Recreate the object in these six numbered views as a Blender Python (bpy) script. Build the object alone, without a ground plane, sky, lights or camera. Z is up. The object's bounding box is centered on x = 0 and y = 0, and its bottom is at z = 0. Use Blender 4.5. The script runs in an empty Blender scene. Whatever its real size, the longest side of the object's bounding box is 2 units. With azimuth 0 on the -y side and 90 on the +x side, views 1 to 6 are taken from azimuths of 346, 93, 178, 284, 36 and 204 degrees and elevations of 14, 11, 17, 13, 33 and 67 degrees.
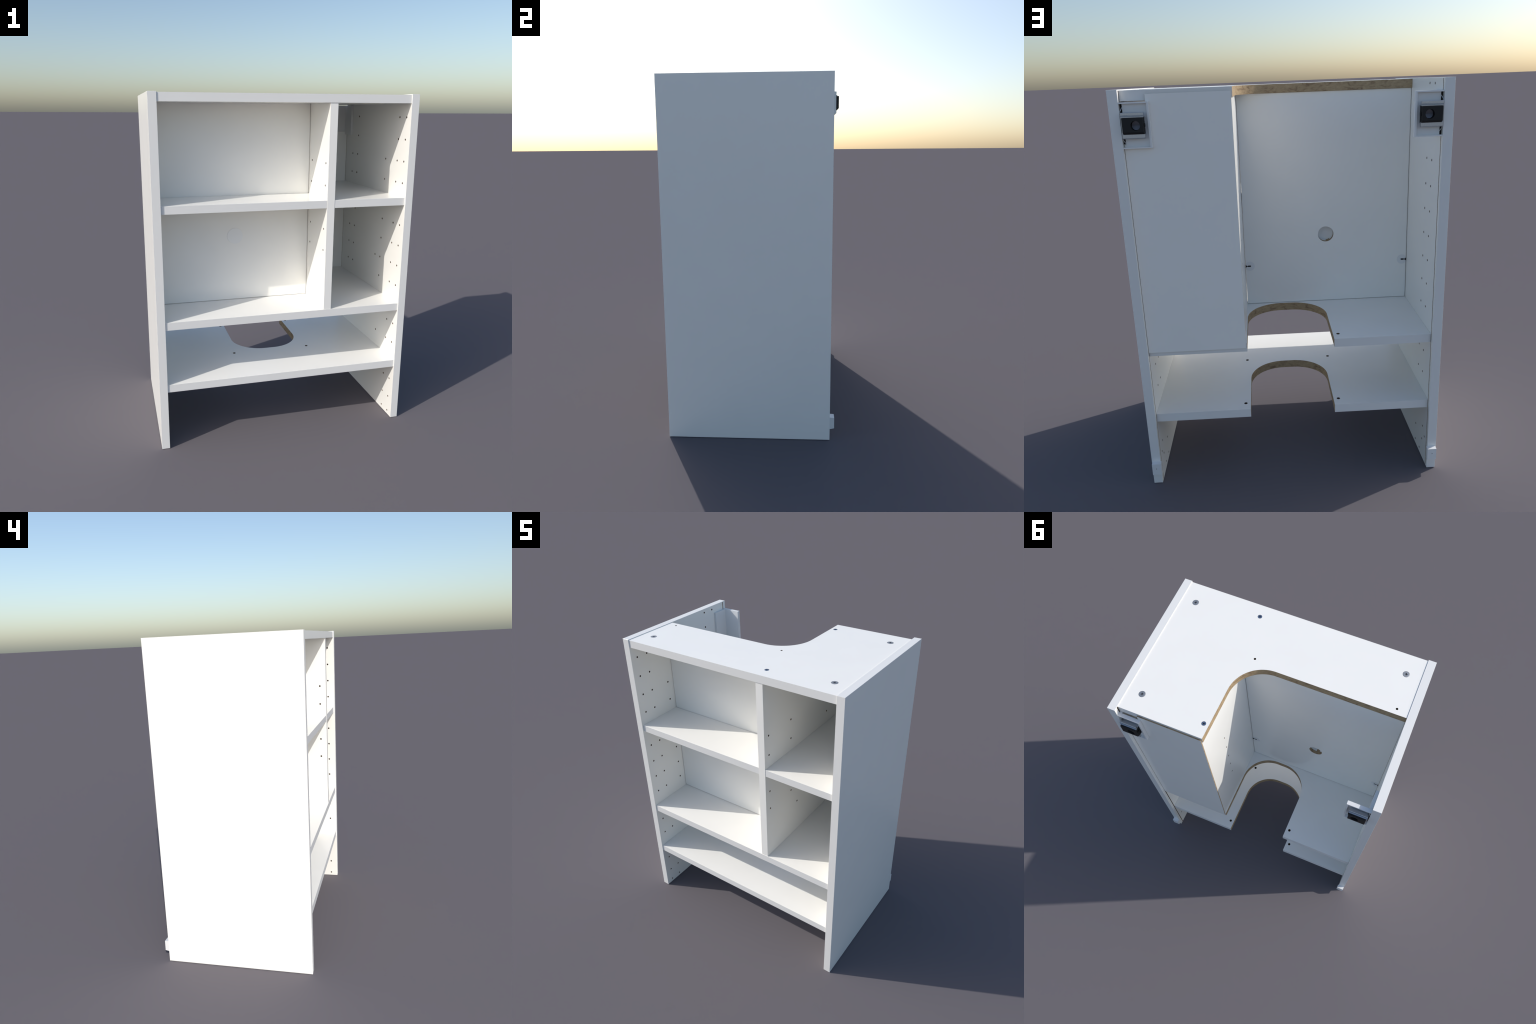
"""White open cabinet: two side panels, an L-shaped top board, two full shelves with a
U-shaped pipe cut-out, a divider, two half shelves, a set-back inner back board, a thin
rear panel with hanging brackets, spacer pads, screws and rows of shelf-pin holes.
Metres, z up.  Every board is 45 mm thick (an 18 mm board at 2.5 : 1)."""
import bpy, bmesh, math
from mathutils import Vector, Matrix

# ------------------------------------------------------------------ materials
def new_material(name):
    m = bpy.data.materials.new(name)
    m.use_nodes = True
    nt = m.node_tree
    return m, nt, nt.nodes["Principled BSDF"]


def ramp(nt, stops):
    r = nt.nodes.new("ShaderNodeValToRGB")
    els = r.color_ramp.elements
    while len(els) < len(stops):
        els.new(0.5)
    for e, (p, c) in zip(els, stops):
        e.position = p
        e.color = (*c, 1)
    return r


def melamine(name, colour, rough=0.26, bump=0.02):
    """white foil: nearly uniform, a trace of mottling and orange-peel grain"""
    m, nt, b = new_material(name)
    tc = nt.nodes.new("ShaderNodeTexCoord")
    n = nt.nodes.new("ShaderNodeTexNoise")
    n.inputs["Scale"].default_value = 6.0
    n.inputs["Detail"].default_value = 5.0
    nt.links.new(tc.outputs["Object"], n.inputs["Vector"])
    r = ramp(nt, [(0.3, tuple(c * 0.985 for c in colour)), (0.7, colour)])
    nt.links.new(n.outputs["Fac"], r.inputs["Fac"])
    nt.links.new(r.outputs["Color"], b.inputs["Base Color"])
    f = nt.nodes.new("ShaderNodeTexNoise")
    f.inputs["Scale"].default_value = 420.0
    nt.links.new(tc.outputs["Object"], f.inputs["Vector"])
    bp = nt.nodes.new("ShaderNodeBump")
    bp.inputs["Strength"].default_value = bump
    bp.inputs["Distance"].default_value = 0.001
    nt.links.new(f.outputs["Fac"], bp.inputs["Height"])
    nt.links.new(bp.outputs["Normal"], b.inputs["Normal"])
    b.inputs["Roughness"].default_value = rough
    b.inputs["Specular IOR Level"].default_value = 0.5
    return m


def particle_board(name, light, mid, dark):
    """raw sawn edge: tan chips with darker reddish slivers"""
    m, nt, b = new_material(name)
    tc = nt.nodes.new("ShaderNodeTexCoord")
    mp = nt.nodes.new("ShaderNodeMapping")
    mp.inputs["Rotation"].default_value = (0.5, 0.6, 0.3)
    mp.inputs["Scale"].default_value = (1.0, 1.0, 2.2)
    nt.links.new(tc.outputs["Object"], mp.inputs["Vector"])
    n = nt.nodes.new("ShaderNodeTexNoise")
    n.inputs["Scale"].default_value = 21.0
    n.inputs["Detail"].default_value = 4.0
    n.inputs["Roughness"].default_value = 0.65
    n.inputs["Distortion"].default_value = 1.2
    nt.links.new(mp.outputs["Vector"], n.inputs["Vector"])
    r = ramp(nt, [(0.33, dark), (0.47, mid), (0.68, light)])
    nt.links.new(n.outputs["Fac"], r.inputs["Fac"])
    v = nt.nodes.new("ShaderNodeTexVoronoi")
    v.inputs["Scale"].default_value = 150.0
    nt.links.new(mp.outputs["Vector"], v.inputs["Vector"])
    r2 = ramp(nt, [(0.0, (0.86, 0.86, 0.86)), (1.0, (1.0, 1.0, 1.0))])
    nt.links.new(v.outputs["Color"], r2.inputs["Fac"])
    mx = nt.nodes.new("ShaderNodeMix")
    mx.data_type = "RGBA"
    mx.blend_type = "MULTIPLY"
    mx.inputs["Factor"].default_value = 1.0
    nt.links.new(r.outputs["Color"], mx.inputs["A"])
    nt.links.new(r2.outputs["Color"], mx.inputs["B"])
    nt.links.new(mx.outputs["Result"], b.inputs["Base Color"])
    bp = nt.nodes.new("ShaderNodeBump")
    bp.inputs["Strength"].default_value = 0.25
    bp.inputs["Distance"].default_value = 0.002
    nt.links.new(n.outputs["Fac"], bp.inputs["Height"])
    nt.links.new(bp.outputs["Normal"], b.inputs["Normal"])
    b.inputs["Roughness"].default_value = 0.85
    return m


def plain(name, colour, rough, metallic=0.0, grain=0.0):
    m, nt, b = new_material(name)
    tc = nt.nodes.new("ShaderNodeTexCoord")
    n = nt.nodes.new("ShaderNodeTexNoise")
    n.inputs["Scale"].default_value = 260.0
    n.inputs["Detail"].default_value = 3.0
    nt.links.new(tc.outputs["Object"], n.inputs["Vector"])
    r = ramp(nt, [(0.3, tuple(c * (1 - grain) for c in colour)), (0.7, colour)])
    nt.links.new(n.outputs["Fac"], r.inputs["Fac"])
    nt.links.new(r.outputs["Color"], b.inputs["Base Color"])
    b.inputs["Roughness"].default_value = rough
    b.inputs["Metallic"].default_value = metallic
    return m


WHITE = melamine("white_melamine", (0.98, 0.965, 0.915))
BAND = melamine("edge_band", (0.87, 0.865, 0.84), rough=0.34)
PLASTIC = melamine("white_plastic", (0.84, 0.84, 0.83), rough=0.35, bump=0.0)
COVER = melamine("cover_plastic", (0.95, 0.95, 0.93), bump=0.0)
RAW = particle_board("raw_particle_board", (0.52, 0.385, 0.225), (0.44, 0.315, 0.18), (0.27, 0.175, 0.10))
BORE = plain("drilled_hole", (0.16, 0.10, 0.055), 0.9, grain=0.3)
STEEL = plain("zinc_plated_steel", (0.62, 0.64, 0.66), 0.38, 1.0, 0.12)
SCREW = plain("screw_steel", (0.42, 0.44, 0.47), 0.55, 0.75, 0.1)
SKY_TINTED = plain("sky_tinted_steel", (0.27, 0.36, 0.50), 0.40, 0.9, 0.1)  # bolt steel tinted blue for the sky it reflects
BLACK = plain("black_plastic", (0.009, 0.009, 0.009), 0.65, grain=0.2)
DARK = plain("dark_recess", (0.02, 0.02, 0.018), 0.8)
HEADGREY = plain("grey_screw_face", (0.22, 0.22, 0.25), 0.5, 0.3)

# ------------------------------------------------------------------ helpers
COLLECTION = bpy.context.scene.collection
root = bpy.data.objects.new("open_shelf_cabinet", None)
COLLECTION.objects.link(root)
root["label"] = "white open shelf cabinet with divider and pipe cut-outs"
root["category"] = "cabinet"


def make_object(name, bm, mats, parent=root):
    bmesh.ops.recalc_face_normals(bm, faces=bm.faces)
    me = bpy.data.meshes.new(name)
    bm.to_mesh(me)
    bm.free()
    for m in mats:
        me.materials.append(m)
    ob = bpy.data.objects.new(name, me)
    COLLECTION.objects.link(ob)
    if parent is not None:
        ob.parent = parent
    return ob


def bevel(bm, width, segments=1):
    if width <= 0:
        return
    es = [e for e in bm.edges if len(e.link_faces) == 2 and e.calc_face_angle() > 0.9]
    bmesh.ops.bevel(bm, geom=es, offset=width, segments=segments, profile=0.5, affect="EDGES",
                    clamp_overlap=True)


def add_box(bm, x0, x1, y0, y1, z0, z1, mat=0):
    r = bmesh.ops.create_cube(bm, size=1.0)
    bmesh.ops.scale(bm, vec=(x1 - x0, y1 - y0, z1 - z0), verts=r["verts"])
    bmesh.ops.translate(bm, vec=((x0 + x1) / 2, (y0 + y1) / 2, (z0 + z1) / 2), verts=r["verts"])
    for f in {f for v in r["verts"] for f in v.link_faces}:
        f.material_index = mat


def add_prism(bm, outline, axis, a0, a1, mats=None):
    """extrude a closed 2-D outline along an axis; mats[i] colours the wall after point i"""
    def place(p, a):
        if axis == "x":
            return (a, p[0], p[1])
        if axis == "y":
            return (p[0], a, p[1])
        return (p[0], p[1], a)
    lo = [bm.verts.new(place(p, a0)) for p in outline]
    hi = [bm.verts.new(place(p, a1)) for p in outline]
    bm.faces.new(lo)
    bm.faces.new(list(reversed(hi)))
    n = len(outline)
    for i in range(n):
        j = (i + 1) % n
        f = bm.faces.new((lo[j], lo[i], hi[i], hi[j]))
        if mats:
            f.material_index = mats[i]


def add_cylinder(bm, centre, radius, length, axis, segments=24, mat=0, radius2=None):
    r = bmesh.ops.create_cone(bm, cap_ends=True, segments=segments, radius1=radius,
                              radius2=radius if radius2 is None else radius2, depth=length)
    rot = {"z": Matrix.Identity(3), "x": Matrix.Rotation(math.pi / 2, 3, "Y"),
           "y": Matrix.Rotation(-math.pi / 2, 3, "X")}[axis]
    bmesh.ops.rotate(bm, cent=(0, 0, 0), matrix=rot, verts=r["verts"])
    bmesh.ops.translate(bm, vec=centre, verts=r["verts"])
    for f in {f for v in r["verts"] for f in v.link_faces}:
        f.material_index = mat


def box(name, x0, x1, y0, y1, z0, z1, banded="", edge=0.0004):
    """white board; faces across the axes named in `banded` carry the edge band"""
    bm = bmesh.new()
    add_box(bm, x0, x1, y0, y1, z0, z1)
    bevel(bm, edge)
    bm.normal_update()
    for f in bm.faces:
        if any(abs(f.normal["xyz".index(a)]) > 0.9 for a in banded):
            f.material_index = 1
    return make_object(name, bm, [WHITE, BAND])


def cut(target, cutters, mat):
    """subtract a bmesh of cutters (their walls take the material `mat`)"""
    tool = make_object("cutter", cutters, [mat], None)
    md = target.modifiers.new("cut", "BOOLEAN")
    md.operation = "DIFFERENCE"
    md.solver = "EXACT"
    md.object = tool
    md.material_mode = "TRANSFER"
    dg = bpy.context.evaluated_depsgraph_get()
    dg.update()
    me = bpy.data.meshes.new_from_object(target.evaluated_get(dg))
    target.modifiers.clear()
    old = target.data
    target.data = me
    me.name = target.name
    bpy.data.meshes.remove(old)
    tm = tool.data
    bpy.data.objects.remove(tool)
    bpy.data.meshes.remove(tm)


# ------------------------------------------------------------------ dimensions
HALF_W, INNER = 0.750, 0.705          # outer and inner face of the side panels
END = INNER - 0.0005                  # where boards butt on the panels
FRONT, BACK = -0.470, 0.444           # side panel front / back
CARCASS_BACK = 0.415                  # back edge of the boards
CUT_FRONT = -0.0915                   # front limit of the pipe cut-outs
TOP = (1.9515, 1.9965)
MID = (1.3765, 1.4205)
LOW = (0.7280, 0.7725)
BASE = (0.3530, 0.3975)
DIV = (0.2235, 0.2685)                # divider
PITCH = 0.125                         # hole spacing in height
PIN_R = 0.0060

# ------------------------------------------------------------------ side panels
def pin_holes():
    """(y, z) of every hole drilled in a side panel"""
    grid = [PITCH * k for k in range(1, 16)]
    out = []
    for z in grid + [0.025]:
        out += [(-0.42, z), (-0.34, z)]
    out += [(-0.195, z) for z in grid if 0.8 < z < 1.7 or abs(z - 0.5) < 0.01]
    out += [(0.22, z) for z in grid if z > 0.45] + [(0.22, 0.125), (0.22, 0.025), (0.22, 1.975)]
    out += [(0.30, z) for z in grid if 0.45 < z < 1.7] + [(0.30, 0.025), (0.30, 1.975)]
    out += [(0.342, 0.190), (0.342, 0.110), (0.382, 0.150), (-0.125, 1.0)]
    return out


for s in (-1, 1):
    xs = sorted((s * INNER, s * HALF_W))
    panel = box("side_panel", xs[0], xs[1], FRONT, BACK, 0.0, 2.0, "yz")
    bm = bmesh.new()
    for y, z in pin_holes():
        add_cylinder(bm, (s * INNER, y, z), PIN_R, 0.05, "x", 16)
    cut(panel, bm, BORE)
    bm = bmesh.new()                  # groove for a rear panel
    gx = sorted((s * (INNER - 0.01), s * (INNER + 0.016)))
    add_box(bm, gx[0], gx[1], 0.4155, 0.4225, 0.004, 1.996)
    cut(panel, bm, RAW)

# ------------------------------------------------------------------ boards with cut-outs
def arc(cx, cy, r, a0, a1, n=28):
    return [(cx + r * math.cos(math.radians(a0 + (a1 - a0) * i / n)),
             cy + r * math.sin(math.radians(a0 + (a1 - a0) * i / n))) for i in range(n + 1)]


def board(name, outline, raw_from, raw_to, z, holes=()):
    n = len(outline)
    mats = []
    for i in range(n):
        flat = abs(outline[i][1] - outline[(i + 1) % n][1]) < 1e-6
        mats.append(2 if raw_from <= i < raw_to else 1 if flat else 0)
    bm = bmesh.new()
    add_prism(bm, outline, "z", z[0], z[1], mats)
    ob = make_object(name, bm, [WHITE, BAND, RAW])
    if holes:
        bm = bmesh.new()
        for x, y, r, depth in holes:
            add_cylinder(bm, (x, y, z[1]), r, 2 * depth, "z", 24)
        cut(ob, bm, BORE)
    return ob


R = 0.195
leg = 0.217                           # right-hand leg of the L starts here
curve = arc(leg - R, CUT_FRONT + R, R, 0, -90)
outline = [(-END, -0.465), (END, -0.465), (END, CARCASS_BACK), (leg, CARCASS_BACK)] + curve + [(-END, CUT_FRONT)]
SCREWS = [(-0.621, -0.341), (0.621, -0.341), (0.621, 0.300)]
BOLTS = [(0.246, -0.389), (0.246, 0.333)]
board("top_board", outline, 3, len(outline) - 1, TOP,
      [(0.160, -0.124, 0.0065, 0.03), (-0.641, -0.124, 0.0065, 0.03)]
      + [(x, y, 0.0187, 0.004) for x, y in SCREWS] + [(x, y, 0.0127, 0.008) for x, y in BOLTS])

R2, half = 0.190, 0.2185
u_cut = [(half, CARCASS_BACK)] + arc(half - R2, CUT_FRONT + R2, R2, 0, -90) \
    + arc(-half + R2, CUT_FRONT + R2, R2, -90, -180) + [(-half, CARCASS_BACK)]
outline = [(-END, -0.4640), (END, -0.4640), (END, CARCASS_BACK)] + u_cut + [(-END, CARCASS_BACK)]
for z, holes in ((LOW, [(-0.2445, 0.357)]),
                 (BASE, [(-0.2445, 0.357), (0.2445, 0.357), (-0.2445, -0.122), (0.2445, -0.122)])):
    board("shelf", outline, 3, 3 + len(u_cut) - 1, z, [(x, y, 0.0090, 0.03) for x, y in holes])

# ------------------------------------------------------------------ divider and half shelves
divider = box("divider", DIV[0], DIV[1], -0.4620, CARCASS_BACK - 0.0005, LOW[1] + 0.0005, TOP[0] - 0.0005)
bm = bmesh.new()
for x in DIV:
    for y, zs in ((-0.42, (1.125, 1.25, 1.5, 1.625)), (-0.195, (1.125, 1.25, 1.5, 1.625)),
                  (0.22, (1.125, 1.25, 1.375, 1.5, 1.625)), (-0.125, (1.0,))):
        for z in zs:
            add_cylinder(bm, (x, y, z), PIN_R, 0.03, "x", 16)
cut(divider, bm, BORE)

box("half_shelf", -END, DIV[0] - 0.0005, -0.4605, -0.1505, *MID, "y")
box("half_shelf", DIV[1] + 0.0005, END, -0.4605, CARCASS_BACK - 0.001, *MID, "y")

# ------------------------------------------------------------------ inner back board with cable cover
HOLE = (-0.2405, 1.1745)
bm = bmesh.new()
x0, x1, z0, z1 = -INNER + 0.0022, DIV[0] - 0.0022, LOW[1] + 0.0020, TOP[0] - 0.0010
add_prism(bm, [(x0, z0), (x1, z0), (x1, z1), (x0, z1)], "y", -0.1475, -0.104, [1, 1, 1, 1])
back_board = make_object("back_board", bm, [WHITE, RAW])
bm = bmesh.new()
add_cylinder(bm, (HOLE[0], -0.125, HOLE[1]), 0.0440, 0.08, "y", 56)
cut(back_board, bm, RAW)

bm = bmesh.new()
add_cylinder(bm, (HOLE[0], -0.1360, HOLE[1]), 0.0434, 0.023, "y", 56)
cover = make_object("cable_hole_cover", bm, [COVER])
bm = bmesh.new()                      # hollow cup, open to the rear
add_cylinder(bm, (HOLE[0], -0.1245, HOLE[1]), 0.0412, 0.040, "y", 56)
cut(cover, bm, COVER)
bm = bmesh.new()                      # cable notch in its wall
add_box(bm, HOLE[0] - 0.0235, HOLE[0] - 0.0025, -0.1440, -0.11, HOLE[1] - 0.06, HOLE[1] - 0.0300)
cut(cover, bm, COVER)
bm = bmesh.new()
add_cylinder(bm, (HOLE[0], -0.1487, HOLE[1]), 0.0480, 0.0018, "y", 64)
bevel(bm, 0.0006)
make_object("cover_rim", bm, [COVER], cover)

for s, edge_x in ((-1, -INNER + 0.0023), (1, DIV[0] - 0.0023)):   # corner connectors
    cx = edge_x - s * 0.0240
    r = 0.0275
    half_angle = math.degrees(math.acos(0.0240 / r))
    pts = [(cx + s * r * math.cos(math.radians(a)), 1.0035 + r * math.sin(math.radians(a)))
           for a in [half_angle + (360 - 2 * half_angle) * i / 40 for i in range(41)]]
    bm = bmesh.new()
    add_prism(bm, pts, "y", -0.1045, -0.1028)
    connector = make_object("connector_cap", bm, [PLASTIC])
    bm = bmesh.new()
    add_box(bm, *sorted((cx + s * -0.006, cx + s * 0.011)), -0.106, -0.1018, 0.9995, 1.0080)
    add_cylinder(bm, (cx + s * 0.0165, -0.1045, 1.0035), 0.0030, 0.012, "x", 16, radius2=0.0030)
    bevel(bm, 0.0008)
    add_cylinder(bm, (cx + s * 0.0195, -0.1050, 1.0035), 0.0085 if s < 0 else 0.0030, 0.0080, "x", 20,
                 radius2=0.0030 if s < 0 else 0.0085)
    make_object("connector_bolt", bm, [BLACK], connector)

# ------------------------------------------------------------------ thin rear panel, notched for the bracket
bm = bmesh.new()
notch = [(0.2225, 0.750), (0.7034, 0.750), (0.7034, 1.769), (0.5930, 1.769), (0.5930, 1.979), (0.2225, 1.979)]
add_prism(bm, notch, "y", CARCASS_BACK + 0.0004, 0.4225, [1] * 6)
make_object("rear_panel", bm, [WHITE, RAW])

# ------------------------------------------------------------------ hanging brackets
def sbox(bm, s, xa, xb, y0, y1, z0, z1, mat=0):
    lo, hi = sorted((s * xa, s * xb))
    add_box(bm, lo, hi, y0, y1, z0, z1, mat)


def bracket(s):
    zb, zt = 1.7505, 1.9475
    xi, xo = 0.5780, INNER - 0.0005   # free end and panel side
    bm = bmesh.new()
    t = 0.0060
    # L-shaped cover seen from above: leaf along the panel, leaf across the back, as a tray
    sbox(bm, s, 0.6890, 0.6940, 0.3200, 0.4280, zb, zt)            # face along the side panel
    sbox(bm, s, 0.6940, xo, 0.3200, 0.3250, zb, zt)                # its front end
    sbox(bm, s, 0.6940, xo, 0.3250, BACK, zt - t, zt)              # its top
    sbox(bm, s, 0.6940, xo, 0.3250, BACK, zb, zb + t)              # its underside
    sbox(bm, s, xi, 0.6890, 0.4230, 0.4280, zb, zt)                # floor of the tray
    sbox(bm, s, xi, 0.6940, 0.4280, BACK, zt - t, zt)              # tray rim: top
    sbox(bm, s, xi, 0.6940, 0.4280, BACK, zb, zb + t)              # bottom
    sbox(bm, s, xi, xi + 0.0085, 0.4280, BACK, zb + t, zt - t)     # free end
    bmesh.ops.remove_doubles(bm, verts=bm.verts, dist=1e-6)
    housing = make_object("hanging_bracket", bm, [PLASTIC])

    bm = bmesh.new()                                               # solid dark block filling the inside of the leaf
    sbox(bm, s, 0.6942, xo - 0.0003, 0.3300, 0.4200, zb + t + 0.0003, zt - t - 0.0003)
    make_object("dark_slot_block", bm, [DARK], housing)

    bm = bmesh.new()                                               # bent steel clamp
    xa, xb = sorted((s * 0.6010, s * 0.6990))
    add_prism(bm, [(0.4460, 1.905), (0.4555, 1.905), (0.4572, 1.9033), (0.4572, 1.8935), (0.4545, 1.8915),
                   (0.4545, 1.8900), (0.4612, 1.8875), (0.4612, 1.8840), (0.429, 1.8840), (0.429, 1.8868), (0.4460, 1.8868)], "x", xa, xb)
    add_prism(bm, [(0.429, 1.8140), (0.4560, 1.8140), (0.4576, 1.8125), (0.4576, 1.7975), (0.4530, 1.7935),
                   (0.4460, 1.7935), (0.4460, 1.8112), (0.429, 1.8112)],
              "x", xa, xb)
    sbox(bm, s, 0.6940, 0.6988, 0.4290, 0.4560, 1.8140, 1.8840)
    clamp = make_object("steel_clamp", bm, [STEEL], housing)

    bm = bmesh.new()                                               # two bent wire arms
    for za, zb2 in ((1.9270, 1.9070), (1.7730, 1.7930)):
        a, b = Vector((s * 0.6940, 0.4300, za)), Vector((s * 0.7030, 0.4430, zb2))
        d = b - a
        r = bmesh.ops.create_cone(bm, cap_ends=True, segments=10, radius1=0.0016, radius2=0.0016, depth=d.length)
        bmesh.ops.rotate(bm, cent=(0, 0, 0), matrix=d.to_track_quat("Z", "Y").to_matrix(), verts=r["verts"])
        bmesh.ops.translate(bm, vec=(a + b) / 2, verts=r["verts"])
    make_object("spring_wire", bm, [STEEL], housing)

    bm = bmesh.new()                                               # black plate with a bore
    xa, xb = sorted((s * 0.6030, s * 0.6935))
    add_prism(bm, [(0.430, 1.8830), (0.4690, 1.8830), (0.4700, 1.8820), (0.4700, 1.8225), (0.4630, 1.8148),
                   (0.430, 1.8148)], "x", xa, xb)
    plate = make_object("black_plate", bm, [BLACK], housing)
    bm = bmesh.new()
    cx, cz = s * 0.6370, 1.8500
    add_cylinder(bm, (cx, 0.4590, cz), 0.0205, 0.0480, "y", 40)
    cut(plate, bm, BLACK)
    bm = bmesh.new()
    sbox(bm, s, 0.5985, 0.6028, 0.4440, 0.4570, 1.8430, 1.8575)
    make_object("plate_lug", bm, [BLACK], plate)

    bm = bmesh.new()                                               # slotted adjusting screw, hollow V face
    rr, n = 0.0190, 24
    rim = [(cx + rr * math.cos(2 * math.pi * i / n), cz + rr * math.sin(2 * math.pi * i / n)) for i in range(n)]
    back_ring = [bm.verts.new((x, 0.4440, z)) for x, z in rim]
    front_ring = [bm.verts.new((x, 0.4455 + 0.0090 * abs(z - cz) / rr, z)) for x, z in rim]
    bm.faces.new(back_ring)
    for i in range(n):
        j = (i + 1) % n
        bm.faces.new((back_ring[i], front_ring[i], front_ring[j], back_ring[j]))
    bm.faces.new([front_ring[i] for i in range(0, n // 2 + 1)])
    bm.faces.new([front_ring[i % n] for i in range(n // 2, n + 1)])
    make_object("adjusting_screw", bm, [HEADGREY], housing)


for s in (-1, 1):
    bracket(s)

# ------------------------------------------------------------------ wall spacer pads at the feet
for s in (-1, 1):
    bm = bmesh.new()
    xa, xb = sorted((s * 0.6990, s * 0.7460))
    add_prism(bm, [(BACK + 0.0003, 0.0640), (BACK + 0.0003, 0.1340), (0.4685, 0.1322), (0.4690, 0.0690)], "x", xa, xb)
    bevel(bm, 0.0010)
    pad = make_object("wall_spacer", bm, [PLASTIC])
    bm = bmesh.new()
    add_cylinder(bm, (s * 0.7240, 0.4690, 0.1050), 0.0022, 0.02, "y", 12)
    cut(pad, bm, BORE)

# ------------------------------------------------------------------ screws in the top board
def cross_head(name, radius, height, mat):
    bm = bmesh.new()
    add_cylinder(bm, (0, 0, height / 2), radius, height, "z", 32)
    bevel(bm, height * 0.45, 2)
    ob = make_object(name, bm, [mat])
    bm = bmesh.new()
    add_box(bm, -radius * 0.42, radius * 0.42, -radius * 0.11, radius * 0.11, height * 0.35, height * 1.6)
    cut(ob, bm, DARK)
    bm = bmesh.new()
    add_box(bm, -radius * 0.11, radius * 0.11, -radius * 0.42, radius * 0.42, height * 0.35, height * 1.6)
    cut(ob, bm, DARK)
    return ob


first = cross_head("screw", 0.0182, 0.0045, SCREW)
for i, (x, y) in enumerate(SCREWS):
    ob = first if i == 0 else first.copy()
    if i:
        COLLECTION.objects.link(ob)
    ob.location = (x, y, TOP[1] - 0.0038)
    ob.rotation_euler = (0, 0, (0.15, 0.05, 0.42)[i])
    ob.parent = root

bm = bmesh.new()
add_cylinder(bm, (0, 0, 0.002), 0.0124, 0.004, "z", 32)
first = make_object("bolt", bm, [SKY_TINTED])
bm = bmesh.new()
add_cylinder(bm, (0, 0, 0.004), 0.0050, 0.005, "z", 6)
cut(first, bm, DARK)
for i, (x, y) in enumerate(BOLTS):
    ob = first if i == 0 else first.copy()
    if i:
        COLLECTION.objects.link(ob)
    ob.location = (x, y, TOP[1] - 0.0052)
    ob.parent = root
